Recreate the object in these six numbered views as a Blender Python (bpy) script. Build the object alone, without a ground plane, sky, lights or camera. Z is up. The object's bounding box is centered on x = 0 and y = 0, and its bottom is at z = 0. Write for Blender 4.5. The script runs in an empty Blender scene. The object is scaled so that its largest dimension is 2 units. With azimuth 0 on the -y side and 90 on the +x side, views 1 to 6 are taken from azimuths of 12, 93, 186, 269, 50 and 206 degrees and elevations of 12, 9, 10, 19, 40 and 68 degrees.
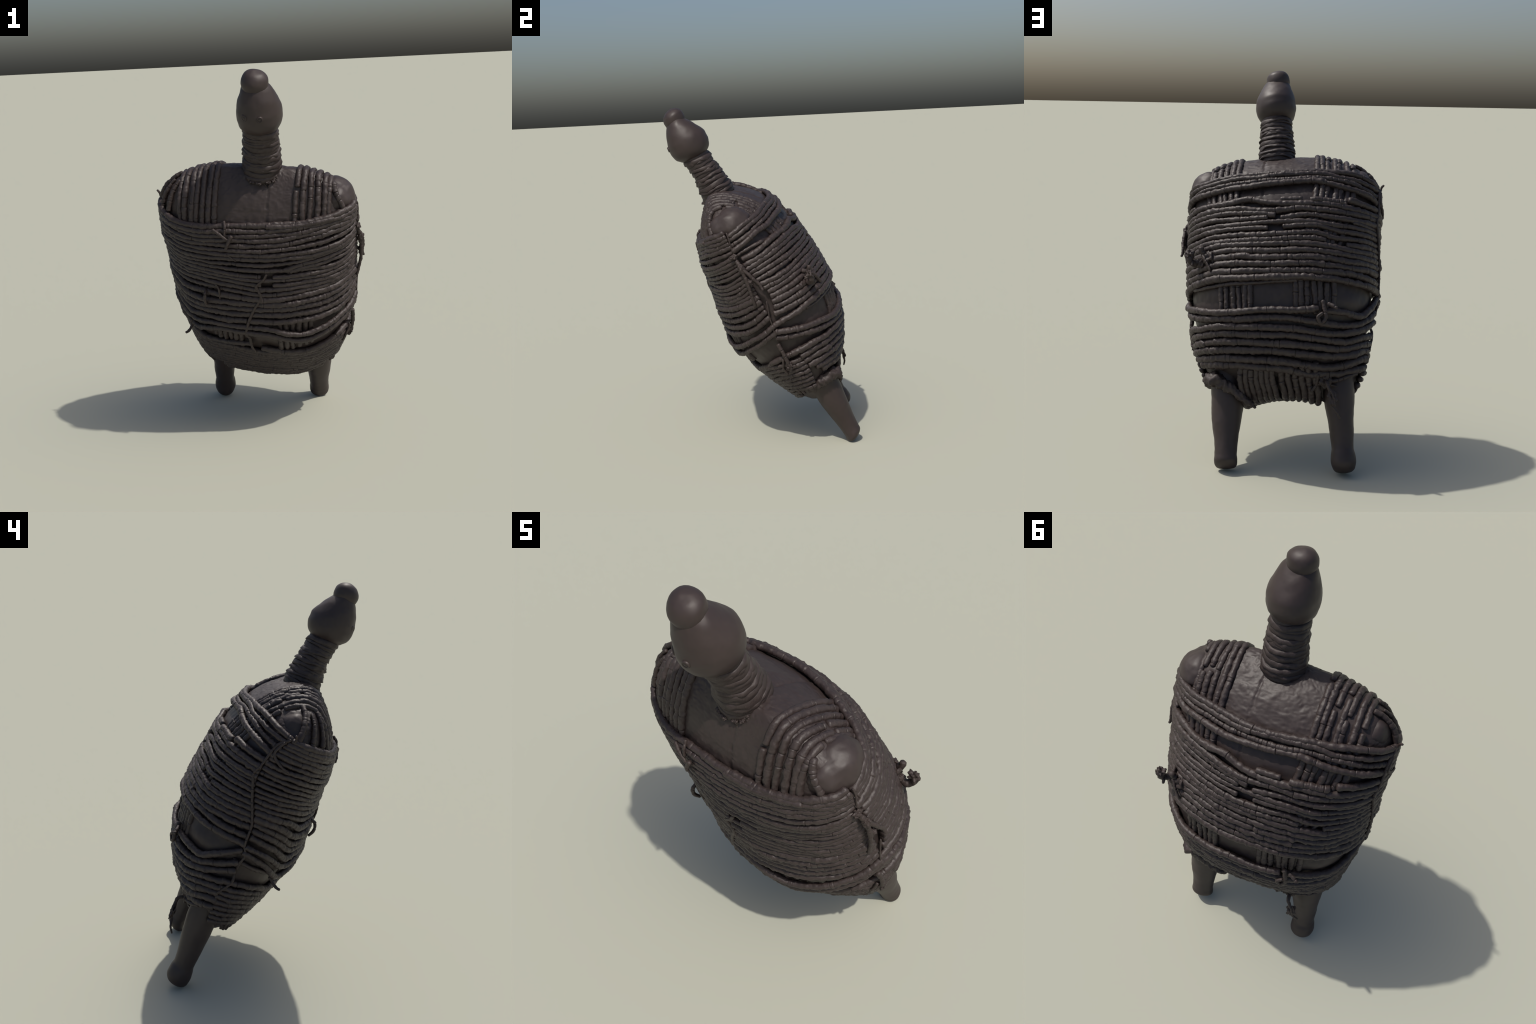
import math, random
import numpy as np

# ----------------------------------------------------------------------------
# FIGURE FRAME: x to the figure's left, v to its back, w up its leaning axis
# ----------------------------------------------------------------------------
LEAN, ROLL = math.radians(25.0), math.radians(5.1)
ORIGIN = np.array([-0.005, 0.05, 0.95])
AX_V = np.array([0, math.cos(LEAN), math.sin(LEAN)])
_w0 = np.array([0, -math.sin(LEAN), math.cos(LEAN)])
_x0 = np.array([1.0, 0, 0])
AX_W = _w0 * math.cos(ROLL) + _x0 * math.sin(ROLL)
AX_X = _x0 * math.cos(ROLL) - _w0 * math.sin(ROLL)
FRAME = np.array([AX_X, AX_V, AX_W])

def to_world(p):
    return ORIGIN + np.asarray(p, float) @ FRAME

def curve1d(xs, ys):
    """Smooth monotone-ish (Catmull-Rom/PCHIP) interpolation through control points."""
    xs, ys = np.array(xs, float), np.array(ys, float)
    d = np.diff(ys) / np.diff(xs)
    m = np.concatenate([[d[0]], (d[1:] + d[:-1]) / 2, [d[-1]]])
    for i in range(1, len(xs) - 1):
        if d[i - 1] * d[i] <= 0:
            m[i] = 0
        else:
            lim = 3 * min(abs(d[i - 1]), abs(d[i]))
            m[i] = max(-lim, min(lim, m[i]))
    def f(x):
        x = np.clip(np.asarray(x, float), xs[0], xs[-1])
        i = np.clip(np.searchsorted(xs, x, side='right') - 1, 0, len(xs) - 2)
        h = xs[i + 1] - xs[i]
        t = (x - xs[i]) / h
        return ((2*t**3 - 3*t**2 + 1) * ys[i] + (t**3 - 2*t**2 + t) * h * m[i]
                + (-2*t**3 + 3*t**2) * ys[i + 1] + (t**3 - t**2) * h * m[i + 1])
    return f

# torso skin: depths and half widths along the axis (below the shoulder dome).
V_MID = -0.05
_W = [-0.72, -0.66, -0.58, -0.50, -0.42, -0.34, -0.26, -0.18, -0.08, 0.05, 0.20, 0.32, 0.42]
front = curve1d(_W, [0.10, 0.128, 0.165, 0.202, 0.240, 0.278, 0.307, 0.314, 0.300, 0.282, 0.260, 0.230, 0.188])
back = curve1d(_W, [0.04, 0.080, 0.158, 0.232, 0.280, 0.312, 0.335, 0.347, 0.350, 0.346, 0.331, 0.308, 0.268])
wide_right = curve1d(_W, [0.28, 0.325, 0.375, 0.405, 0.426, 0.438, 0.454, 0.462, 0.465, 0.465, 0.463, 0.460, 0.456])
wide_left = curve1d(_W, [0.28, 0.335, 0.380, 0.408, 0.426, 0.444, 0.461, 0.474, 0.486, 0.499, 0.519, 0.528, 0.524])
front_square = curve1d([-0.7, 0.15, 0.32, 0.44, 0.60], [2.1, 2.1, 2.7, 3.3, 3.3])    # upper chest is flatter
back_square = curve1d([-0.7, 0.10, 0.30, 0.45], [2.5, 2.5, 2.35, 2.2])
left_share = curve1d([-0.5, -0.4, -0.25, 0.0, 0.2, 0.42], [0.96, 0.91, 0.90, 0.95, 1.00, 1.08])
W_DOME, W_TOP, W_LOW = 0.40, 0.650, -0.69

def dome(w, n):
    t = np.clip((w - W_DOME) / (W_TOP - W_DOME), 0, 1)
    return (1 - t ** n) ** (1 / n)

def half_width(x, w):
    return np.where(np.asarray(x) > 0, wide_right(w) * dome(w, 2.5), wide_left(w) * dome(w, 2.15))

def depths(x, w):
    """front and back v of the skin at sideways position x and height w"""
    u = np.clip(np.abs(x) / np.maximum(half_width(x, w), 1e-6), 0, 1)
    k = 0.5 - 0.5 * np.sin(np.clip(x / 0.3, -1, 1) * math.pi / 2)
    f = front(w) * (1 + (left_share(w) - 1) * k)
    slim = 1 - 0.05 * np.clip(x / 0.25, 0, 1) * np.clip((w + 0.05) / 0.15, 0, 1)     # upper right half is a little leaner
    vf = V_MID - slim * f * dome(w, 1.3) * (1 - u ** front_square(w)) ** np.where(np.asarray(x) > 0, 0.58, 0.54)
    vb = V_MID + slim * back(w) * dome(w, 1.42) * (1 - u ** back_square(w)) ** (1 / 2.2)
    return vf, vb

def skin(th, w):
    """Point of the torso skin; th = angle round the axis in degrees, 0 front, 90 right (+x), 180 back."""
    th = np.radians(np.asarray(th, float)); w = np.asarray(w, float)
    s, c = np.sin(th), np.cos(th)
    x = half_width(s, w) * np.sign(s) * np.abs(s) ** (2 / 2.25)
    vf, vb = depths(x, w)
    return np.stack([x, np.where(c > 0, vf, vb), w + 0 * x], -1)

def skin_normal(th, w, e=0.004):
    a = skin(th + 0.5, w) - skin(th - 0.5, w)
    b = skin(th, w + e) - skin(th, np.asarray(w) - e)
    n = np.cross(a, b)
    return n / (np.linalg.norm(n, axis=-1, keepdims=True) + 1e-9)

def on_skin(th, w, off):
    return skin(th, w) + skin_normal(th, w) * np.asarray(off)[..., None]

# ----------------------------------------------------------------------------
# Blender part
# ----------------------------------------------------------------------------
import bpy
from mathutils import noise, Vector

SEED = 7
rng = random.Random(SEED)

def fnoise(p, freq, seed=0.0):
    return noise.noise(Vector((p[0] * freq + seed * 13.7, p[1] * freq - seed * 7.1, p[2] * freq + seed * 3.3)))

# ---------------------------------------------------------------- materials
def make_material(name, dark, light, rough=0.55, grain=90.0, bump=0.25, spec=0.5, blotch=7.0):
    m = bpy.data.materials.new(name)
    m.use_nodes = True
    nt = m.node_tree
    N, Lk = nt.nodes, nt.links
    bsdf = N["Principled BSDF"]
    tc = N.new("ShaderNodeTexCoord")
    n1 = N.new("ShaderNodeTexNoise"); n1.inputs["Scale"].default_value = blotch
    n1.inputs["Detail"].default_value = 6; n1.inputs["Roughness"].default_value = 0.65
    n2 = N.new("ShaderNodeTexNoise"); n2.inputs["Scale"].default_value = grain
    n2.inputs["Detail"].default_value = 4
    mixf = N.new("ShaderNodeMath"); mixf.operation = 'MULTIPLY_ADD'
    mixf.inputs[1].default_value = 0.35
    Lk.new(tc.outputs["Object"], n1.inputs["Vector"])
    Lk.new(tc.outputs["Object"], n2.inputs["Vector"])
    Lk.new(n2.outputs["Fac"], mixf.inputs[0])
    sc = N.new("ShaderNodeMath"); sc.operation = 'MULTIPLY'; sc.inputs[1].default_value = 0.65
    Lk.new(n1.outputs["Fac"], sc.inputs[0])
    Lk.new(sc.outputs[0], mixf.inputs[2])
    ramp = N.new("ShaderNodeValToRGB")
    ramp.color_ramp.elements[0].position = 0.32; ramp.color_ramp.elements[0].color = (*dark, 1)
    ramp.color_ramp.elements[1].position = 0.68; ramp.color_ramp.elements[1].color = (*light, 1)
    Lk.new(mixf.outputs[0], ramp.inputs["Fac"])
    Lk.new(ramp.outputs["Color"], bsdf.inputs["Base Color"])
    rr = N.new("ShaderNodeMapRange")
    rr.inputs["To Min"].default_value = rough - 0.08; rr.inputs["To Max"].default_value = rough + 0.12
    Lk.new(n1.outputs["Fac"], rr.inputs["Value"])
    Lk.new(rr.outputs["Result"], bsdf.inputs["Roughness"])
    bsdf.inputs["Specular IOR Level"].default_value = spec
    bp = N.new("ShaderNodeBump"); bp.inputs["Strength"].default_value = bump
    bp.inputs["Distance"].default_value = 0.004
    Lk.new(n2.outputs["Fac"], bp.inputs["Height"])
    Lk.new(bp.outputs["Normal"], bsdf.inputs["Normal"])
    return m

MAT_WOOD = make_material("dark_smooth_wood", (0.0305, 0.0207, 0.0190), (0.0399, 0.0281, 0.0256), rough=0.48, grain=60, bump=0.10, spec=0.42)
MAT_SKIN = make_material("encrusted_body_skin", (0.0284, 0.0197, 0.0181), (0.0420, 0.0305, 0.0280), rough=0.50, grain=45, bump=0.25, spec=0.42)
MAT_CORD = make_material("encrusted_bead_cord", (0.0273, 0.0187, 0.0171), (0.0441, 0.0320, 0.0294), rough=0.50, grain=110, bump=0.45, blotch=16, spec=0.45)
MAT_CLOTH = make_material("dark_bound_cloth", (0.0284, 0.0197, 0.0181), (0.0420, 0.0300, 0.0276), rough=0.54, grain=130, bump=0.35, blotch=12, spec=0.42)
MAT_FIBRE = make_material("frayed_fibre", (0.0294, 0.0202, 0.0181), (0.0451, 0.0325, 0.0290), rough=0.56, grain=160, bump=0.4, blotch=20, spec=0.4)

# ---------------------------------------------------------------- object helpers
thing = bpy.data.objects.new("wrapped_power_figure", None)
bpy.context.scene.collection.objects.link(thing)
thing["label"] = "dark leaning wooden figure tightly wrapped in bead cords"
thing["category"] = "ritual figure"

def add_mesh(name, verts_local, faces, mat, parent=None, stuff=False, smooth=True):
    me = bpy.data.meshes.new(name)
    me.from_pydata([tuple(p) for p in to_world(np.asarray(verts_local, float))], [], faces)
    me.materials.append(mat)
    if smooth:
        me.polygons.foreach_set("use_smooth", [True] * len(me.polygons))
    me.update()
    ob = bpy.data.objects.new(name, me)
    bpy.context.scene.collection.objects.link(ob)
    ob.parent = parent or thing
    if stuff:
        ob["kind"] = "stuff"
    return ob

def grid_faces(nr, nc, wrap=True, base=0):
    f = []
    for i in range(nr - 1):
        for j in range(nc if wrap else nc - 1):
            a, b = base + i * nc + j, base + i * nc + (j + 1) % nc
            f.append((a, b, b + nc, a + nc))
    return f

def cap_faces(nc, start, centre, flip=False):
    return [((start + (j + 1) % nc, start + j, centre) if not flip else (start + j, start + (j + 1) % nc, centre)) for j in range(nc)]

def loft(rings, close_start=True, close_end=True):
    """rings: list of (n,3) arrays -> verts, faces of a closed body."""
    n = len(rings[0])
    v = np.concatenate(rings)
    f = grid_faces(len(rings), n)
    v = list(v)
    if close_start:
        v.append(rings[0].mean(0)); f += cap_faces(n, 0, len(v) - 1)
    if close_end:
        v.append(rings[-1].mean(0)); f += cap_faces(n, (len(rings) - 1) * n, len(v) - 1, True)
    return np.array(v), f

def resample(path, step, extra=None):
    path = np.asarray(path, float)
    d = np.concatenate([[0], np.cumsum(np.linalg.norm(np.diff(path, axis=0), axis=1))])
    n = max(4, int(d[-1] / step) + 1)
    s = np.linspace(0, d[-1], n)
    return np.stack([np.interp(s, d, path[:, k]) for k in range(3)], -1), s

def smooth_path(pts, n=40):
    """Catmull-Rom through a few hand placed 3D points."""
    p = np.asarray(pts, float)
    if len(p) == 2:
        return np.linspace(p[0], p[1], n)
    p = np.vstack([2 * p[0] - p[1], p, 2 * p[-1] - p[-2]])
    out = []
    m = len(p) - 3
    for i in range(m):
        t = np.linspace(0, 1, max(3, n // m), endpoint=(i == m - 1))[:, None]
        a, b, c, d = p[i], p[i + 1], p[i + 2], p[i + 3]
        out.append(0.5 * (2*b + (c - a)*t + (2*a - 5*b + 4*c - d)*t**2 + (3*b - a - 3*c + d)*t**3))
    return np.vstack(out)

def tube(path, radius, segs=12, step=0.0055, ref=None, flat=1.0, rough=0.25, joints=(0.04, 0.14), seed=0, taper=0.0):
    """Bead cord: a tube with uneven thickness, knobbly skin and narrow cracks between its beads."""
    path = np.asarray(path, float)
    arc = np.concatenate([[0], np.cumsum(np.linalg.norm(np.diff(path, axis=0), axis=1))])
    lr = random.Random(seed * 101 + 5)
    cracks = []                                          # (position, depth)
    if joints:
        pos = lr.uniform(0.01, joints[1])
        while pos < arc[-1] - 0.012:
            cracks.append((pos, lr.choice([0.03, 0.05, 0.06, 0.08, 0.12, 0.16, 0.34])))
            pos += lr.uniform(*joints) if lr.random() > 0.15 else lr.uniform(0.014, 0.03)
    n = max(4, int(arc[-1] / step) + 1)
    s = list(np.linspace(0, arc[-1], n))
    gap = 0.0016
    s = [q for q in s if all(abs(q - c) > 2 * gap for c, _ in cracks)] + [c + d for c, _ in cracks for d in (-gap, -0.3 * gap, 0.3 * gap, gap)]
    s = np.array(sorted(s))
    P = np.stack([np.interp(s, arc, path[:, k]) for k in range(3)], -1)
    T = np.gradient(P, s, axis=0); T /= np.linalg.norm(T, axis=1)[:, None] + 1e-12
    if ref is None:
        up = np.array([0.0, 0.0, 1.0]) if abs(T[0][2]) < 0.9 else np.array([1.0, 0, 0])
        nrm = np.cross(T[0], up); nrm /= np.linalg.norm(nrm)
        NN = [nrm]
        for k in range(1, len(P)):
            q = NN[-1] - T[k] * (NN[-1] @ T[k])
            NN.append(q / (np.linalg.norm(q) + 1e-12))
        NN = np.array(NN)
    else:
        NN = np.array([ref(p) for p in P])
        NN = NN - T * np.sum(NN * T, 1)[:, None]
        NN /= np.linalg.norm(NN, axis=1)[:, None] + 1e-12
    BB = np.cross(T, NN)
    bead = np.zeros(len(P)); shift = np.zeros((len(P), 2))
    g, sh = 0.0, np.zeros(2)
    edges = [c for c, _ in cracks] + [1e9]
    j = 0
    prof = np.ones(len(P))
    for k in range(len(P)):
        while s[k] > edges[j]:                           # next bead: a little thicker or thinner, slightly out of line
            j += 1
            g = lr.uniform(-0.05, 0.05); sh = np.array([lr.uniform(-1, 1), lr.uniform(-1, 1)]) * 0.04
        bead[k] = g; shift[k] = sh
        prof[k] += 0.5 * rough * noise.noise(Vector((s[k] * 45, seed * 3.1, 1.0))) + 0.5 * rough * noise.noise(Vector((s[k] * 11, seed * 5.7, 9.0)))
        for c, dep in cracks:
            if abs(s[k] - c) < 0.5 * gap:
                prof[k] *= 1 - dep
    R0 = radius(s / arc[-1]) if callable(radius) else np.full(len(P), float(radius))
    R = R0 * prof * (1 + bead)
    if taper:
        R = R * (1 - taper * s / arc[-1])
    R[0] *= 0.75; R[-1] *= 0.75
    a = np.linspace(0, 2 * math.pi, segs, endpoint=False)
    rings = []
    for k in range(len(P)):
        rad = np.array([R[k] * (1 + rough * (1.0 * noise.noise(Vector((math.cos(x) * 1.1 + seed * 2.3, math.sin(x) * 1.1, s[k] * 60)))
                                             + 0.5 * noise.noise(Vector((math.cos(x) * 2.2 + seed * 1.3, math.sin(x) * 2.2, s[k] * 150))))) for x in a])
        c = P[k] + R0[k] * (shift[k, 0] * NN[k] + shift[k, 1] * BB[k])
        rings.append(c + np.outer(rad * np.cos(a) * flat, NN[k]) + np.outer(rad * np.sin(a), BB[k]))
    return loft(rings)

# ---------------------------------------------------------------- torso
def build_torso():
    NT, rings = 420, []
    th = np.linspace(0, 360, NT, endpoint=False)
    ws = np.concatenate([np.linspace(W_LOW, 0.38, 110, endpoint=False), W_DOME - 0.02 + (W_TOP - 0.0015 - W_DOME + 0.02) * np.sin(np.linspace(0, math.pi / 2, 110))])
    # arched underside between the legs
    for k in np.linspace(0.05, 0.95, 10):
        r = skin(th, np.full(NT, W_LOW))
        c = np.array([0, V_MID, W_LOW + 0.055])
        q = c + (r - c) * k
        q[:, 2] = W_LOW + 0.055 * math.sqrt(1 - k * k)
        rings.append(q)
    for w in ws:
        rings.append(skin(th, np.full(NT, w)))
    V, F = loft(rings)
    for p in V:
        p[2] += 0.055 * max(0, 1 - (p[0] / .2) ** 2) * min(1, max(0, (-.58 - p[2]) / .08))
        d = 0.0045 * fnoise(p, 10) + 0.002 * fnoise(p, 34, 2) - 0.004 * max(0, fnoise(p, 26, 9) - 0.35)
        x, v, w = p
        if w > 0.3:                      # crusty upper back and chest
            d += 0.0035 * abs(fnoise(p, 60, 4)) + 0.004 * max(0, fnoise(p, 18, 11)) + (0.004 * max(0, fnoise(p, 42, 12) - 0.3) if v > 0 else 0)
        # cracked seam down the middle of chest and back
        if w > 0.25:
            cx = (0.045 if v < V_MID else 0.055) + 0.006 * fnoise((v, w, 0), 30)
            d -= 0.010 * math.exp(-((x - cx) / 0.004) ** 2) * (0.5 + 0.7 * abs(fnoise((v, w, 1), 25, 3)))
            d += 0.008 * math.exp(-((x - cx - 0.009) / 0.006) ** 2) * max(0, fnoise((v, w, 1), 40, 5))
        if v > 0 and x < 0:              # bulge bared in the gap between the back windings
            d += 0.018 * math.exp(-((x + .37) / .09) ** 2 - ((w + .235) / .05) ** 2)
        c = np.array([x, v - V_MID, max(0, w - 0.35) * 2])
        p += c / (np.linalg.norm(c) + 1e-9) * d
    return add_mesh("torso", V, F, MAT_SKIN)

torso = build_torso()

def skin_ref(p):
    """outward direction near the torso"""
    n = np.array([p[0] / 0.25, (p[1] - V_MID) / 0.11, max(0.0, p[2] - 0.42) * 9])
    return n / (np.linalg.norm(n) + 1e-9)

# ---------------------------------------------------------------- hoops of cord
cord_count = [0]
def hoop(points, radius=0.0145, off=0.02, wob=0.0045, pieces=None, name="cord", joints=(0.05, 0.20)):
    """points: (angle, height) along the winding, drawn on the torso skin."""
    cord_count[0] += 1
    sd = cord_count[0]
    a = np.array([p[0] for p in points], float); w = np.array([p[1] for p in points], float)
    f = curve1d(a, w)
    th = np.linspace(a[0], a[-1], max(8, int(abs(a[-1] - a[0]) / 1.2)))
    ww = f(th)
    for k in range(len(th)):
        ww[k] += wob * noise.noise(Vector((th[k] * 0.06, sd * 4.3, 0))) + 0.35 * wob * noise.noise(Vector((th[k] * 0.25, sd * 2.3, 5)))
    offs = np.array([off + 0.005 * noise.noise(Vector((t * 0.07, sd * 1.7, 3.3))) for t in th])
    P = on_skin(th, ww, offs)
    radius = radius * (1 + 0.09 * math.sin(sd * 12.9898)) * (1.03)
    V, F = tube(P, radius, ref=skin_ref, seed=sd, joints=joints)
    return add_mesh(name, V, F, MAT_CORD)

left_seam = curve1d([-.45, -.15, .0, .08, .2, .25, .35, .41], [261, 265, 262, 257, 252, 252, 256, 262])

# front windings: heights of each row at these angles (0 = front middle)
COLS = [-98, -70, -47, -33, -14, 2, 27, 52, 90]
FRONT_ROWS = [
    (0.407, 0.400, 0.398, 0.401, 0.414, 0.427, 0.439, 0.458, 0.466),
    (0.389, 0.382, 0.377, 0.379, 0.396, 0.401, 0.415, 0.440, 0.447),
    (0.370, 0.364, 0.356, 0.359, 0.374, 0.379, 0.397, 0.422, 0.429),
    (0.347, 0.343, 0.333, 0.336, 0.352, 0.355, 0.379, 0.402, 0.407),
    (0.322, 0.319, 0.311, 0.317, 0.327, 0.330, 0.356, 0.384, 0.384),
    (0.296, 0.293, 0.284, 0.291, 0.303, 0.306, 0.327, 0.347, 0.356),
    (0.267, 0.268, 0.261, 0.269, 0.280, 0.283, 0.296, 0.307, 0.326),
    (0.241, 0.239, 0.228, 0.240, 0.255, 0.260, 0.274, 0.288, 0.305),
    (0.214, 0.213, 0.200, 0.212, 0.225, 0.228, 0.252, 0.268, 0.285),
    (0.187, 0.187, 0.173, 0.186, 0.196, 0.199, 0.194, 0.184, 0.214),
    (0.159, 0.161, 0.151, 0.163, 0.167, 0.161, 0.164, 0.161, 0.192),
    (0.131, 0.137, 0.132, 0.144, 0.148, 0.142, 0.143, 0.138, 0.170),
    (0.106, 0.113, 0.108, 0.120, 0.124, 0.116, 0.118, 0.114, 0.148),
    (0.081, 0.087, 0.078, 0.092, 0.096, 0.085, 0.092, 0.091, 0.123),
    (0.054, 0.057, 0.043, 0.056, 0.062, 0.055, 0.066, 0.070, 0.098),
    (0.027, 0.024, 0.000, 0.012, 0.025, 0.026, 0.039, 0.046, 0.072),
    (-0.003, -0.014, -0.050, -0.038, -0.015, -0.008, 0.004, 0.011, 0.043),
    (-0.033, -0.050, -0.095, -0.081, -0.055, -0.038, -0.029, -0.027, 0.011),
    (-0.065, -0.085, -0.130, -0.114, -0.092, -0.075, -0.068, -0.068, -0.023),
    (-0.104, -0.127, -0.173, -0.154, -0.133, -0.118, -0.110, -0.111, -0.061),
    (-0.148, -0.176, -0.219, -0.193, -0.166, -0.154, -0.196, -0.170, -0.116),
    (-0.182, -0.222, -0.279, -0.239, -0.197, -0.190, -0.240, -0.211, -0.151),
]
for i, row in enumerate(FRONT_ROWS):
    pts = list(zip(COLS, row))
    pts[0] = (left_seam(row[0]) - 359, row[0])
    r = 0.0127 + 0.0011 * math.sin(i * 2.1) + (0.0035 if i > 14 else 0)
    if i in (10, 12):                                    # two windings are broken and leave a slot
        hoop([p for p in pts if p[0] <= 2], r)
        hoop([(8, pts[5][1])] + [p for p in pts if p[0] > 8], r * 1.05)
    else:
        hoop(pts, r * (1.15 if i == 0 else 1.0), off=(0.021 + 0.002 * math.sin(i * 1.3)) if i < 20 else 0.030)
hoop([(14, .203), (27, .226), (52, .243), (90, .262)], 0.0125)
hoop([(18, .192), (27, .208), (52, .218), (90, .238)], 0.0125)
hoop([(4, .418), (20, .426), (38, .438), (52, .446)], 0.014, off=0.03)
# pair of cords wandering below the chest block
hoop([(-98, -.245), (-80, -.255), (-66, -.262), (-52, -.262)], 0.012, off=0.012)

# windings under the open slot at the bottom
LOW_EDGE = [(-100, -.370), (-76, -.359), (-60, -.357), (-44, -.375), (-29, -.355), (-11, -.308), (-3, -.292)]
LOW_EDGE_R = [(1, -.318), (8, -.338), (18, -.365), (28, -.378), (41, -.362), (54, -.350), (62, -.333), (75, -.320), (92, -.314)]
hoop(LOW_EDGE, 0.0155)
hoop(LOW_EDGE_R, 0.0155)
for i in range(10):
    k = i + 1
    left = -.378 - .0295 * k; mid = max(-.342 - .0305 * k, -.618 - .004 * i); rgt = -.336 - .0275 * k
    pts = [(-100, left), (-70, left + .012), (-40, 0.5 * (left + mid) - .006), (-18, mid + .006), (4, mid), (30, mid - .008 + .001 * i), (60, rgt + .003), (98, rgt - .004)]
    if k > 8:                                            # short windings under the belly, between the legs
        pts = [p for p in pts if abs(p[0]) < 62]
    hoop(pts, 0.0142, off=0.021, joints=(0.03, 0.10), wob=.004)

# back windings, each followed from the right seam (90) to the left seam (260)
def B(points, *a, **k):
    if points[-1][0] > 244:                              # run on to the seam on the left side
        points = points[:-1] + [(max(points[-1][0], float(left_seam(points[-1][1])) + 1), points[-1][1])]
    return hoop(points, *a, **k)
B([(91, .443), (112, .450), (137, .451), (156, .453), (178, .446), (202, .454), (220, .453), (243, .435), (262, .412)], 0.0155, off=.024)
B([(90, .417), (109, .430), (137, .433), (156, .437), (174, .430), (188, .440), (203, .440), (219, .420), (237, .408), (259, .388)], 0.015, off=.024)
B([(89, .390), (118, .401), (148, .408), (163, .406), (181, .405), (203, .413), (223, .396), (244, .368), (259, .352)], 0.014, joints=(0.012, 0.035))
B([(88, .357), (102, .372), (119, .384), (133, .375), (148, .380), (164, .377), (178, .383), (200, .396), (215, .370), (231, .350), (248, .325), (257, .306)], 0.016, off=.024)
B([(90, .330), (98, .333), (108, .330), (118, .322)], 0.009)
B([(92, .295), (109, .299), (133, .303), (153, .295), (168, .302), (176, .283), (188, .263), (207, .261), (226, .245), (247, .238)], 0.0155)
B([(183, .289), (194, .287)], 0.013)
B([(198, .285), (208, .281), (219, .272)], 0.0145)
B([(222, .289), (242, .280), (255, .270)], 0.015)
B([(91, .262), (127, .266), (139, .268), (161, .256), (181, .231), (194, .237), (201, .229), (215, .222), (227, .218), (246, .214)], 0.015)
B([(91, .236), (127, .243), (140, .243), (161, .234), (174, .221), (181, .205)], 0.0145)
B([(183, .188), (190, .196), (197, .203), (206, .195), (218, .184), (248, .190)], 0.015)
B([(92, .211), (127, .215), (140, .214), (167, .196), (178, .191)], 0.0145)
B([(226, .172), (238, .168), (250, .166)], 0.013)
B([(93, .184), (120, .183), (140, .179), (157, .170), (171, .170), (183, .170), (200, .163), (218, .145), (251, .144)], 0.015)
B([(94, .156), (125, .156), (140, .153), (167, .144), (178, .136)], 0.0145)
B([(184, .139), (191, .141), (200, .144), (219, .117), (253, .120)], 0.015)
B([(95, .128), (120, .116), (140, .121), (157, .117), (174, .104), (183, .101), (197, .106), (219, .080), (255, .092)], 0.0155)
B([(96, .100), (120, .090), (140, .092), (165, .078), (177, .077), (199, .075), (208, .066)], 0.0145, joints=(0.015, 0.05))
B([(222, .050), (238, .052), (256, .062)], 0.0145)
B([(97, .070), (120, .065), (149, .067), (177, .051), (200, .045), (224, .022), (256, .034)], 0.015)
B([(97, .040), (120, .033), (149, .035), (177, .019), (200, .012), (224, -.005), (258, .005)], 0.015)
B([(96, .010), (120, -.002), (149, .003), (177, -.015), (200, -.023), (224, -.036), (259, -.022)], 0.016)
B([(95, -.024), (120, -.036), (149, -.031), (177, -.051), (201, -.056), (224, -.068), (260, -.056)], 0.016)
B([(93, -.060), (120, -.072), (145, -.066), (164, -.080), (183, -.087), (202, -.091), (224, -.100), (241, -.106), (262, -.102)], 0.017)
B([(88, -.117), (111, -.112), (124, -.104), (145, -.103), (171, -.115), (202, -.125), (225, -.137), (240, -.145), (263, -.146)], 0.017, off=.024)
B([(118, -.126), (134, -.134), (145, -.134), (171, -.140), (183, -.137), (191, -.135)], 0.010, off=.015)
B([(86, -.152), (104, -.197), (126, -.240), (135, -.257), (156, -.272), (177, -.273), (191, -.279), (204, -.272)], 0.018, off=.026)
B([(207, -.282), (222, -.285), (236, -.297), (250, -.250), (266, -.178)], 0.018, off=.026)
B([(83, -.186), (102, -.231), (123, -.272), (137, -.289), (166, -.308), (188, -.314), (201, -.332), (213, -.346), (233, -.343), (253, -.293), (267, -.246)], 0.0192)
B([(90, -.311), (100, -.311), (116, -.318), (123, -.327), (135, -.326), (160, -.343), (185, -.360), (215, -.387), (235, -.370), (246, -.350), (267, -.290)], 0.0192, off=.024)
B([(95, -.355), (114, -.358), (138, -.364), (160, -.377), (185, -.391), (215, -.420), (222, -.424), (242, -.400), (261, -.375)], 0.0192)
B([(96, -.390), (114, -.394), (138, -.400), (165, -.415), (185, -.430), (215, -.453), (223, -.456), (244, -.431), (261, -.412)], 0.0192)
B([(98, -.425), (110, -.429), (137, -.436), (171, -.455), (190, -.470), (216, -.488), (225, -.487), (252, -.456), (261, -.449)], 0.0192)
B([(104, -.456), (114, -.463), (144, -.476), (176, -.498), (190, -.515), (210, -.533), (227, -.527), (253, -.491), (263, -.486)], 0.0192)
B([(110, -.486), (123, -.497), (143, -.505), (170, -.525), (182, -.535), (203, -.564), (225, -.561), (242, -.545), (260, -.528)], 0.0192)

# ---------------------------------------------------------------- strands that run over the shoulders
profile_v = depths

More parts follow.
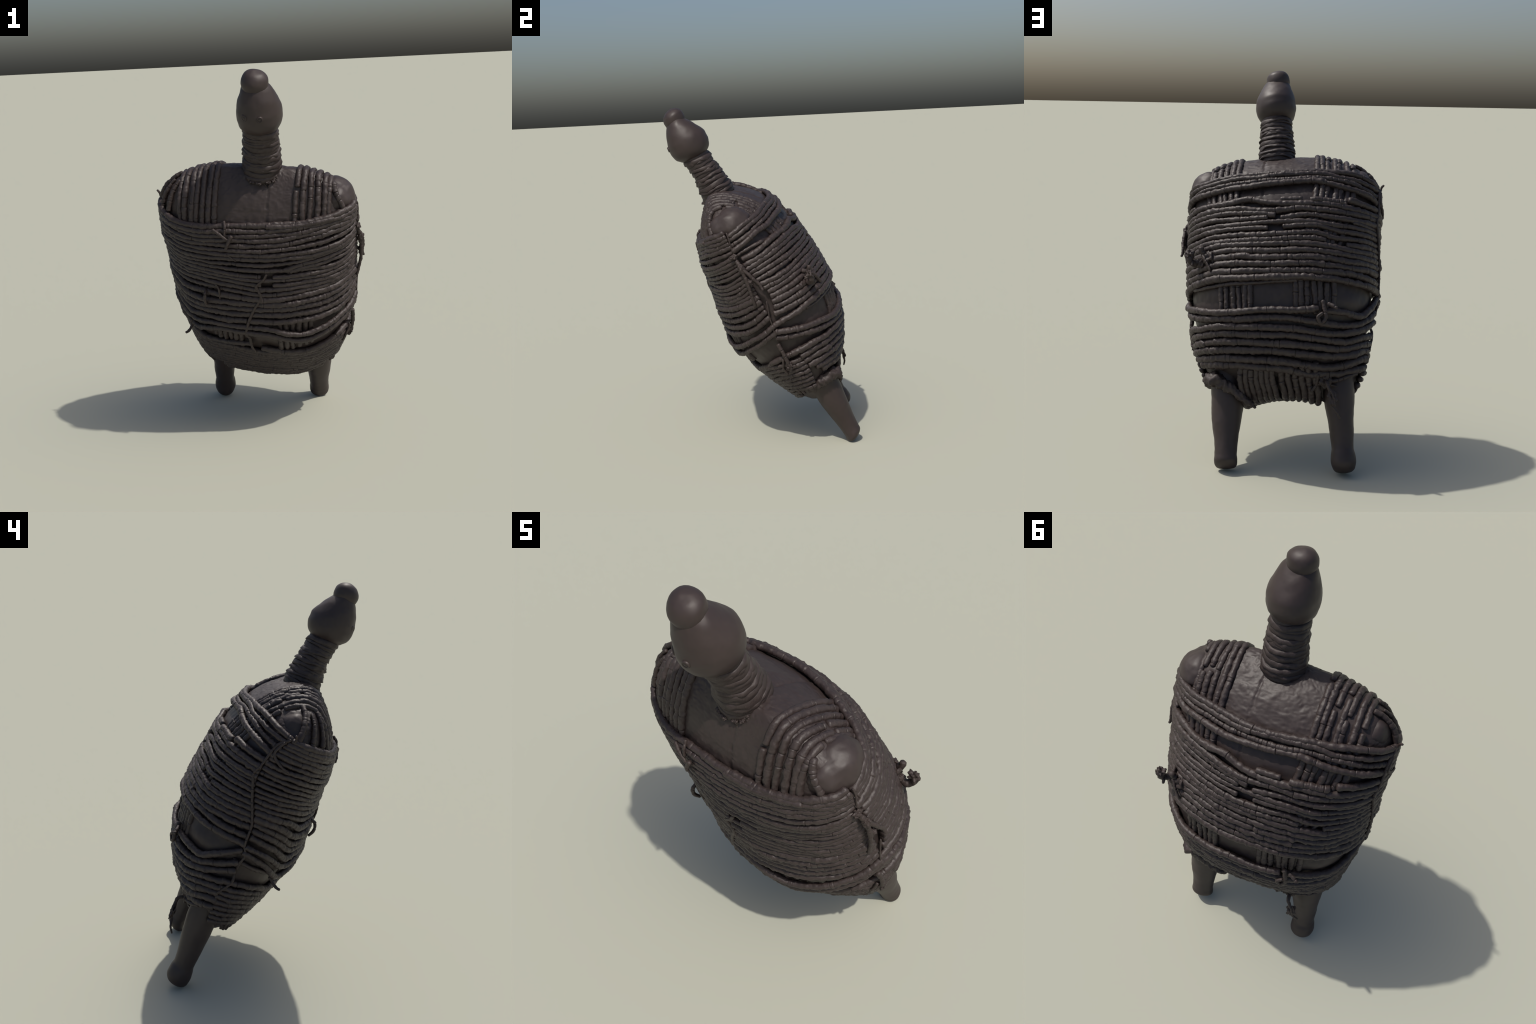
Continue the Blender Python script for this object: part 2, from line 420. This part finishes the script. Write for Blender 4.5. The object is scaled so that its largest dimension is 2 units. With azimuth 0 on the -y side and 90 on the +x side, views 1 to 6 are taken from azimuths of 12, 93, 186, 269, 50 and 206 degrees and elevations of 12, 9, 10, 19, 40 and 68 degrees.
def strand_path(x_of_w, w_front, w_back, off):
    """from the front at height w_front up over the shoulder and down the back to w_back"""
    xt = float(x_of_w(0.62))
    lo, hi = 0.40, W_TOP - 1e-4
    for _ in range(40):
        mid = (lo + hi) / 2
        a = float(half_width(xt, mid))
        lo, hi = (mid, hi) if a > abs(xt) else (lo, mid)
    top = lo
    t = np.sin(np.linspace(0, math.pi / 2, 60))
    wf = w_front + (top - w_front) * t
    wb = (w_back + (top - w_back) * t)[::-1]
    F = np.array([[float(x_of_w(w)), float(profile_v(float(x_of_w(w)), w)[0]), w] for w in wf])
    Bk = np.array([[float(x_of_w(w)), float(profile_v(float(x_of_w(w)), w)[1]), w] for w in wb])
    P = np.vstack([F, Bk[1:]])
    P, _ = resample(P, 0.006)
    for _ in range(6):                                   # cords do not take the sharp ridge
        P[1:-1] = (P[:-2] + 2 * P[1:-1] + P[2:]) / 4
    T = np.gradient(P, axis=0)
    n = np.stack([np.zeros(len(P)), -T[:, 2], T[:, 1]], -1)
    n /= np.linalg.norm(n, axis=1)[:, None] + 1e-9
    n[:, 0] = 0.35 * np.sign(P[:, 0]) * np.clip((P[:, 2] - 0.3) * 4, 0, 1)
    n /= np.linalg.norm(n, axis=1)[:, None]
    return P + n * off

def strand(x_top, shift_low, w_front, w_back, r, name="shoulder_cord"):
    cord_count[0] += 1
    sd = cord_count[0]
    def xw(w):
        t = np.clip((0.40 - w) / 0.55, 0, 1)
        return x_top + shift_low * t * t * (3 - 2 * t) + 0.011 * noise.noise(Vector((float(w) * 5, sd * 1.9, 0)))
    P = strand_path(xw, w_front, w_back, 0.003)
    cut = rng.choice([None, None, 0.46, 0.52, 0.56])     # some strands are broken on the shoulder
    parts = [P] if cut is None else [P[:int(len(P) * cut) - 1], P[int(len(P) * cut) + 1:] + np.array([rng.uniform(-.006, .006), 0, rng.uniform(-.003, .003)])]
    for q, part in enumerate(parts):
        V, F = tube(part, r, seed=sd + 300 * q, joints=(0.04, 0.14))
        add_mesh(name, V, F, MAT_CORD)

for i, x in enumerate([0.190, 0.222, 0.255, 0.290, 0.323, 0.350]):
    strand(x, -0.075, -0.36 + 0.01 * i, -0.30, 0.0150 + 0.001 * math.sin(i * 2.4))
for i, x in enumerate([-0.222, -0.252, -0.283, -0.314, -0.346, -0.378, -0.408]):
    strand(x, 0.125, -0.36 + 0.01 * i, -0.30, 0.0152 + 0.001 * math.sin(i * 1.9))

# strands round the crotch, from the back band under the body to the front
def crotch_strand(xb, xu, r):
    cord_count[0] += 1
    sd = cord_count[0]
    w0 = -0.52
    vb = float(profile_v(xb, w0)[1])
    back_off = -.015 if xu < 0 else 0.0
    sag = 0.035 * (1 - (xu / .2) ** 2)                  # arch between the legs
    pts = [(xb, vb + .012, w0), (0.5 * (xb + xu) + .008, .132 + back_off, -.59), (xu, .082 + back_off, -.655 + .3 * sag), (xu, .01, -.700 + sag), (xu * .95, -.08, -.702 + sag), (xu * .9, -.16, -.665 + .5 * sag), (xu * .9, -.21, -.60)]
    V, F = tube(smooth_path(pts, 60), r, seed=sd, joints=(0.04, 0.14))
    add_mesh("crotch_cord", V, F, MAT_CORD)
for i in range(7):
    crotch_strand(0.035 + 0.026 * i, 0.03 + 0.0275 * i, 0.0155)
for i in range(6):
    crotch_strand(-0.012 - 0.034 * i, -0.012 - 0.034 * i, 0.017)

# ---------------------------------------------------------------- legs
def build_leg(name, stations):
    """stations: (x, v, w, half width, half depth)"""
    st = np.array(stations, float)
    t = np.arange(len(st)); tt = np.linspace(0, len(st) - 1, 70)
    cols = [curve1d(t, st[:, k])(tt) for k in range(5)]
    a = np.linspace(0, 2 * math.pi, 40, endpoint=False)
    rings = [np.stack([x + rx * np.cos(a), v + rv * np.sin(a), w + 0 * a], -1) for x, v, w, rx, rv in zip(*cols)]
    V, F = loft(rings)
    for p in V:
        d = 0.003 * fnoise(p, 12) + 0.0012 * fnoise(p, 45, 1)
        p[0] += d; p[1] += d * 0.7
    return V, F

FOOT_CUT_R = [(.280, .012, -.50, .086, .086), (.279, .012, -.64, .086, .085), (.285, .012, -.72, .081, .080), (.289, .014, -.80, .071, .070),
              (.292, .017, -.88, .060, .059), (.294, .020, -.94, .057, .053), (.294, .022, -.975, .059, .051), (.295, .013, -1.000, .055, .042), (.295, .004, -1.014, .042, .028), (.295, .0, -1.019, .015, .010)]
FOOT_ROUND_L = [(-.283, .0, -.50, .081, .082), (-.283, .0, -.64, .081, .081), (-.285, -.003, -.72, .075, .076), (-.288, -.006, -.80, .066, .068),
                (-.291, -.010, -.88, .059, .058), (-.291, -.011, -.93, .056, .055), (-.292, -.010, -.965, .061, .062), (-.293, -.010, -1.000, .063, .065), (-.293, -.014, -1.032, .056, .057),
                (-.292, -.022, -1.049, .040, .040), (-.292, -.028, -1.055, .015, .015)]
V, F = build_leg("leg", FOOT_CUT_R); leg_r = (V, F)
add_mesh("leg", V[:, :], [tuple(reversed(f)) for f in F], MAT_WOOD)
V, F = build_leg("leg", FOOT_ROUND_L)
add_mesh("leg", V, [tuple(reversed(f)) for f in F], MAT_WOOD)

# ---------------------------------------------------------------- neck, head, topknot
def oval_rings(st, nseg=64, steps=60):
    st = np.array(st, float)
    t = np.arange(len(st)); tt = np.linspace(0, len(st) - 1, steps)
    w, xc, rx, vf, vb = [curve1d(t, st[:, k])(tt) for k in range(5)]
    a = np.linspace(0, 2 * math.pi, nseg, endpoint=False)
    rings = []
    for k in range(steps):
        vm, rv = (vf[k] + vb[k]) / 2, (vb[k] - vf[k]) / 2
        rings.append(np.stack([xc[k] + rx[k] * np.sin(a), vm - rv * np.cos(a), np.full(nseg, w[k])], -1))
    return rings

NECK = [(.600, 0, .095, -.130, .065), (.660, 0, .094, -.122, .060), (.70, 0, .090, -.116, .052), (.75, 0, .087, -.108, .048), (.80, 0, .085, -.110, .038), (.86, 0, .083, -.122, .034), (.90, 0, .078, -.118, .03)]
V, F = loft(oval_rings(NECK))
neck = add_mesh("neck", V, F, MAT_CLOTH)
neck_t = np.array(NECK)
def neck_at(w):
    return [np.interp(w, neck_t[:, 0], neck_t[:, k]) for k in range(1, 5)]

def neck_band(w_mid, height, tilt, phase, proud, seed):
    """a flat strip wound round the neck: wedge-shaped section, wandering edge"""
    n = 96
    a = np.linspace(0, 2 * math.pi, n, endpoint=False)
    sec = [(-0.5, -0.004), (-0.5, 0.75), (-0.42, 1.0), (0.1, 0.72), (0.42, 0.42), (0.5, -0.004)]
    V = []
    for j, x in enumerate(a):
        wob = tilt * math.sin(x - phase) + 0.008 * noise.noise(Vector((math.cos(x) * 1.2, math.sin(x) * 1.2, seed * 3.0)))
        hh = height * (1 + 0.6 * noise.noise(Vector((math.cos(x) * 1.3, math.sin(x) * 1.3, seed * 5.0 + 2))))
        for u, o in sec:
            w = w_mid + wob + u * hh
            xc, rx, vf, vb = neck_at(w)
            pr = proud * (1 + 0.8 * noise.noise(Vector((math.cos(x) * 3, math.sin(x) * 3, seed * 2.0 + u)))) * (o if o > 0 else -1.0)
            V.append((xc + (rx + pr) * math.sin(x), (vf + vb) / 2 - ((vb - vf) / 2 + pr) * math.cos(x), w))
    F = []
    m = len(sec)
    for j in range(n):
        for k in range(m):
            a0, b0 = j * m + k, j * m + (k + 1) % m
            a1, b1 = ((j + 1) % n) * m + k, ((j + 1) % n) * m + (k + 1) % m
            F.append((a0, a1, b1, b0))
    return add_mesh("neck_band", V, F, MAT_CLOTH)

BANDS = [(.628 + .0192 * k, .024 + .006 * math.sin(k * 2.7), .010 * math.sin(k * 1.9 + 1), 1.0 + 0.8 * math.sin(k * 3.1), (.0095 + .003 * math.sin(k * 4.3)) * (1 - .03 * k)) for k in range(13)]
for k, (w, h, t, ph, pr) in enumerate(BANDS):
    neck_band(w, h, t, ph, pr, k + 1)

HEAD = [(.862, 0, .020, -.080, -.010), (.866, 0, .055, -.112, .018), (.876, 0, .082, -.130, .038), (.893, 0, .098, -.149, .056), (.915, 0, .107, -.160, .067), (.945, 0, .112, -.167, .074),
        (.975, 0, .1115, -.1665, .074), (1.005, -.001, .107, -.158, .063), (1.035, -.003, .098, -.148, .046), (1.065, -.005, .085, -.132, .027), (1.095, -.008, .071, -.112, .004),
        (1.12, -.012, .050, -.09, -.015), (1.13, -.014, .02, -.065, -.04)]
V, F = loft(oval_rings(HEAD, 38, 34))
EYES = [(-.058, .978), (.020, .980)]
for p in V:
    x, v, w = p
    d = 0.003 * fnoise(p, 9) + 0.0028 * fnoise(p, 31, 3)
    if v < -0.08:
        d -= 0.002 * math.exp(-((w - .888 - .02 * x) / .004) ** 2)
    c = np.array([x, v + .045, (w - .96) * .6]); p += c / (np.linalg.norm(c) + 1e-9) * d
head = add_mesh("head", V, F, MAT_WOOD)

KNOT = [(1.072, -.014, .030, -.095, -.012), (1.078, -.014, .052, -.108, .0), (1.095, -.015, .062, -.116, .008), (1.115, -.015, .0655, -.117, .0105), (1.135, -.015, .0645, -.112, .010),
        (1.153, -.016, .057, -.102, .003), (1.167, -.018, .043, -.088, -.012), (1.175, -.020, .024, -.070, -.030), (1.178, -.020, .006, -.056, -.044)]
V, F = loft(oval_rings(KNOT, 26, 20))
for p in V:
    d = 0.004 * fnoise(p, 14, 2) + 0.0015 * fnoise(p, 40, 8)
    c = p - np.array([-.015, -.05, 1.12]); p += c / (np.linalg.norm(c) + 1e-9) * d
add_mesh("topknot", V, F, MAT_WOOD)
for ex, ew in EYES:
    # low ring with a shallow pupil, lying on the face
    vf = float(np.interp(ew, [h[0] for h in HEAD], [h[3] for h in HEAD]))
    vm = -.046; rv = vm - vf
    a = np.linspace(0, 2 * math.pi, 24, endpoint=False)
    rings = []
    for r, o in ((.0170, -.005), (.0152, .0028), (.0128, .0052), (.0104, .0026), (.0088, .0000), (.0068, .0022), (.0038, .0036), (.0012, .0040)):
        xs = ex + r * np.cos(a); wsx = ew + r * np.sin(a)
        vv = vm - (rv + o) * np.sqrt(np.clip(1 - (xs / .111) ** 2, 0, 1)) + 0.12 * np.maximum(0, wsx - .975)
        rings.append(np.stack([xs, vv, wsx], -1))
    V, F = loft(rings)
    add_mesh("eye", V, F, MAT_WOOD)

# ---------------------------------------------------------------- knots, tassels, loose ends
def fibre(points, r, taper=0.3, name="loose_end", parent=None, flat=1.0):
    cord_count[0] += 1
    V, F = tube(points if len(points) > 20 else smooth_path(points, 40), r, segs=8, step=0.005, rough=0.28, joints=(0.02, 0.06), seed=cord_count[0], taper=taper, flat=flat)
    return add_mesh(name, V, F, MAT_FIBRE, parent)

def S(th, w, off):
    return on_skin(np.array([th]), np.array([w]), np.array([off]))[0]

def skin_fibre(pts, r, **k):
    """a fibre that hugs the windings: (angle, height, distance from the skin)"""
    q = np.array(pts, float); i = np.arange(len(q)); ii = np.linspace(0, len(q) - 1, 12 * len(q))
    th, w, o = [curve1d(i, q[:, c])(ii) for c in range(3)]
    return fibre(on_skin(th, w, o), r, **k)

def lump(centre, size, name="knot", seed=1, n=20, amp=0.35):
    V = []; F = []
    for i in range(n + 1):
        for j in range(2 * n):
            ph, t = math.pi * i / n, math.pi * j / n
            d = np.array([math.sin(ph) * math.cos(t), math.sin(ph) * math.sin(t), math.cos(ph)])
            k = 1 + amp * fnoise(d * 1.0, 1.8, seed) + 0.4 * amp * fnoise(d, 4.5, seed)
            V.append(np.asarray(centre) + d * np.asarray(size) * k)
    for i in range(n):
        for j in range(2 * n):
            a, b = i * 2 * n + j, i * 2 * n + (j + 1) % (2 * n)
            F.append((a, a + 2 * n, b + 2 * n, b))
    return add_mesh(name, V, F, MAT_FIBRE)

# bare shoulder knobs that bulge between the strands and the rim
def shoulder(c, size, seed):
    ob = lump(c, size, name="shoulder", seed=seed, n=36, amp=.07)
    ob.data.materials.clear(); ob.data.materials.append(MAT_SKIN)
shoulder((.368, -.015, .474), (.102, .122, .094), 61)
shoulder((-.432, -.030, .445), (.082, .100, .088), 62)
# beaded edge strand in front of the right shoulder knob
V, F = tube(np.array([S(a, w, .012) for a, w in ((66, .475), (65, .51), (66, .54), (72, .565), (84, .58))]), .0135, seed=415, joints=(.012, .03))
add_mesh("shoulder_cord", V, F, MAT_CORD)
# ridges over the left shoulder end
skin_fibre([(268, .415, .018), (268, .45, .016), (267, .49, .016), (264, .53, .014), (258, .555, .012)], .016, name="shoulder_ridge")
skin_fibre([(284, .41, .014), (283, .45, .012), (280, .50, .012), (272, .54, .012)], .013, name="shoulder_ridge")
skin_fibre([(298, .42, .014), (296, .47, .012), (291, .52, .012), (284, .555, .010)], .014, name="shoulder_cord")
# right-hand seam: double tassel hanging off the side
skin_fibre([(87, .31, .034), (89, .27, .050), (91, .23, .058), (93, .18, .062), (95, .13, .060), (95, .10, .068)], .0105, name="tassel")
skin_fibre([(88, .28, .045), (88, .22, .055), (86, .14, .056), (83, .07, .048), (81, .03, .044)], .0115, name="tassel")
lump(S(89, .25, .05), (.016, .018, .028), seed=3, amp=.6)
lump(S(86, .33, .036), (.016, .020, .016), seed=4, amp=.6)
lump(S(90, .17, .05), (.014, .016, .02), seed=5, amp=.7)
# thread down the right seam
skin_fibre([(92, .46, .034), (91, .42, .036), (89, .37, .035), (88, .32, .035)], .0045, name="seam_thread")
skin_fibre([(93, .03, .037), (90, -.05, .037), (87, -.12, .038), (84, -.19, .034), (82, -.235, .006), (80, -.30, .010)], .0042, name="seam_thread")
skin_fibre([(79, -.31, .042), (76, -.345, .045), (73, -.37, .044), (72, -.42, .038)], .008, name="tassel")
# thread down the left seam
skin_fibre([(262, .41, .034), (255, .36, .036), (252, .25, .036), (250, .20, .036), (253, .15, .036), (257, .08, .036), (262, .0, .036),
            (264, -.05, .036), (265, -.14, .037), (268, -.20, .034), (267, -.25, .028), (267, -.31, .008), (268, -.35, .028), (261, -.44, .036)], .0065, taper=0.0, name="seam_thread")
skin_fibre([(259, .39, .040), (256, .33, .038), (262, .29, .037), (270, .27, .034)], .008, name="seam_thread")
# thread crossing the belly
skin_fibre([(5, .185, .030), (3, .15, .034), (0, .11, .035), (2, .05, .038), (0, -.01, .039), (-2, -.07, .039), (-4, -.14, .039), (-5, -.20, .040), (-4, -.25, .02), (-3, -.30, .036), (-2, -.36, .034)], .008, taper=0, name="belly_thread", flat=.5)
# knot on the front rim
skin_fibre([(344, .44, .030), (345, .41, .044), (345, .375, .042)], .008, name="front_knot")
skin_fibre([(338, .40, .036), (342, .385, .046), (347, .36, .048), (348, .375, .050)], .009, name="front_knot")
skin_fibre([(349, .38, .048), (347, .34, .050), (346, .315, .046)], .010, name="front_knot")
skin_fibre([(338, .09, .034), (340, .05, .037), (340, .0, .036)], .0065, name="loose_end")
skin_fibre([(346, .285, .033), (351, .25, .034)], .0045, name="loose_end")
# knot with ragged strips on the right of the back
lump(S(140, .01, .030), (.032, .020, .030), seed=7, amp=.7)
lump(S(133, -.005, .034), (.024, .018, .026), seed=8, amp=.7)
skin_fibre([(132, .06, .036), (135, .035, .052), (138, .0, .056), (142, -.06, .044)], .013, name="back_knot", flat=.6)
skin_fibre([(137, .03, .045), (136, .045, .062), (137, .062, .072)], .015, taper=.1, name="back_knot")
skin_fibre([(131, .0, .040), (129, -.01, .065), (129, .0, .088), (130, .022, .096)], .0165, taper=.05, name="back_knot")
lump(S(129.5, .030, .096), (.022, .018, .024), seed=9, amp=.8, name="back_knot")
skin_fibre([(130, -.005, .08), (131, -.03, .086)], .009, name="back_knot")
# curled end on the back
skin_fibre([(206, -.235, .032), (207, -.27, .044), (208, -.31, .052), (205, -.335, .055), (203, -.31, .056), (206, -.29, .054)], .012, name="curled_end")
skin_fibre([(209, -.25, .04), (212, -.26, .06), (214, -.27, .075)], .010, taper=.1, name="curled_end")
# hanging tassel behind the left leg
fibre([S(214, -.55, .03), S(213, -.58, .045), (-.235, .150, -.63), (-.250, .145, -.69), (-.262, .14, -.74)], .010, name="tassel")
fibre([(-.235, .150, -.64), (-.262, .155, -.69), (-.250, .14, -.73), (-.275, .13, -.77), (-.288, .11, -.80)], .008, name="tassel")
lump((-.256, .148, -.70), (.020, .012, .030), seed=21, amp=.9, name="tassel")
fibre([S(210, -.57, .03), S(220, -.585, .04), S(232, -.57, .04), S(245, -.555, .035)], .011, name="tassel")
fibre([S(204, -.60, .03), S(214, -.60, .04), S(226, -.61, .04)], .008, name="tassel")
fibre([S(206, -.555, .036), S(205, -.60, .04), (-.15, .10, -.66)], .010, name="tassel")
lump(S(212, -.585, .030), (.03, .022, .03), seed=12, amp=.8)
# small hanging end at the inner side of the right leg
fibre([(.165, .05, -.67), (.155, .045, -.705), (.135, .04, -.725)], .009, name="tassel")
# front-left loose peg and loop
fibre([S(305, -.285, .02), S(307, -.30, .05), S(308, -.305, .082), S(308, -.30, .10)], .0075, taper=0, name="peg")
fibre([S(330, .03, .03), S(331, .02, .055), S(331, -.015, .065), S(331, -.055, .05)], .008, taper=0, name="loose_end")
# twig at the left shoulder
fibre([S(266, .40, .03), S(265, .425, .042), S(264, .432, .060)], .0065, taper=0, name="peg")
# knotted strip at the lower right front
fibre([S(82, -.22, .030), S(83, -.28, .044), S(82, -.34, .050), S(80, -.40, .048)], .012, name="tassel", taper=.1)
lump(S(81, -.37, .05), (.014, .014, .022), seed=31, amp=.8)
# stumps of beads at the bottom edge
for k, (a, w) in enumerate([(66, -.545), (72, -.55), (285, -.60), (292, -.61), (300, -.615)]):
    fibre([S(a, w, .024), S(a, w - .02, .03), S(a + 1, w - .038, .030)], .009, taper=.1, name="bead_end")
# cloth roll wound round the top of the right leg
roll = smooth_path([(.315, -.085, -.60), (.365, -.03, -.585), (.372, .05, -.575), (.325, .10, -.585), (.245, .105, -.635), (.180, .085, -.69), (.145, .06, -.715)], 60)
V, F = tube(roll, lambda q: np.interp(q, [0, .3, .6, 1], [.024, .036, .032, .014]), segs=20, rough=.5, joints=None, seed=91)
add_mesh("hip_roll", V, F, MAT_CLOTH)
# torn collar below the neck, mostly at the front
for k in range(14):
    a = rng.gauss(0.2, 0.7)
    w = .628 + .004 * rng.random()
    xc, rx, vf, vb = neck_at(w)
    lump((xc + (rx + .010) * math.sin(a), (vf + vb) / 2 - ((vb - vf) / 2 + .012) * math.cos(a), w - .016 * max(0, math.cos(a)) - .006), (rng.uniform(.006, .012), rng.uniform(.006, .012), .006), seed=40 + k, n=10, amp=.8, name="collar_scrap")
for pts in ([(-.008, .628), (.012, .608), (.036, .586)], [(.084, .628), (.064, .608), (.044, .586)]):
    fibre([(x, float(depths(x, w)[0]) - .004, w) for x, w in pts], .0075, name="collar_fold", flat=.6)
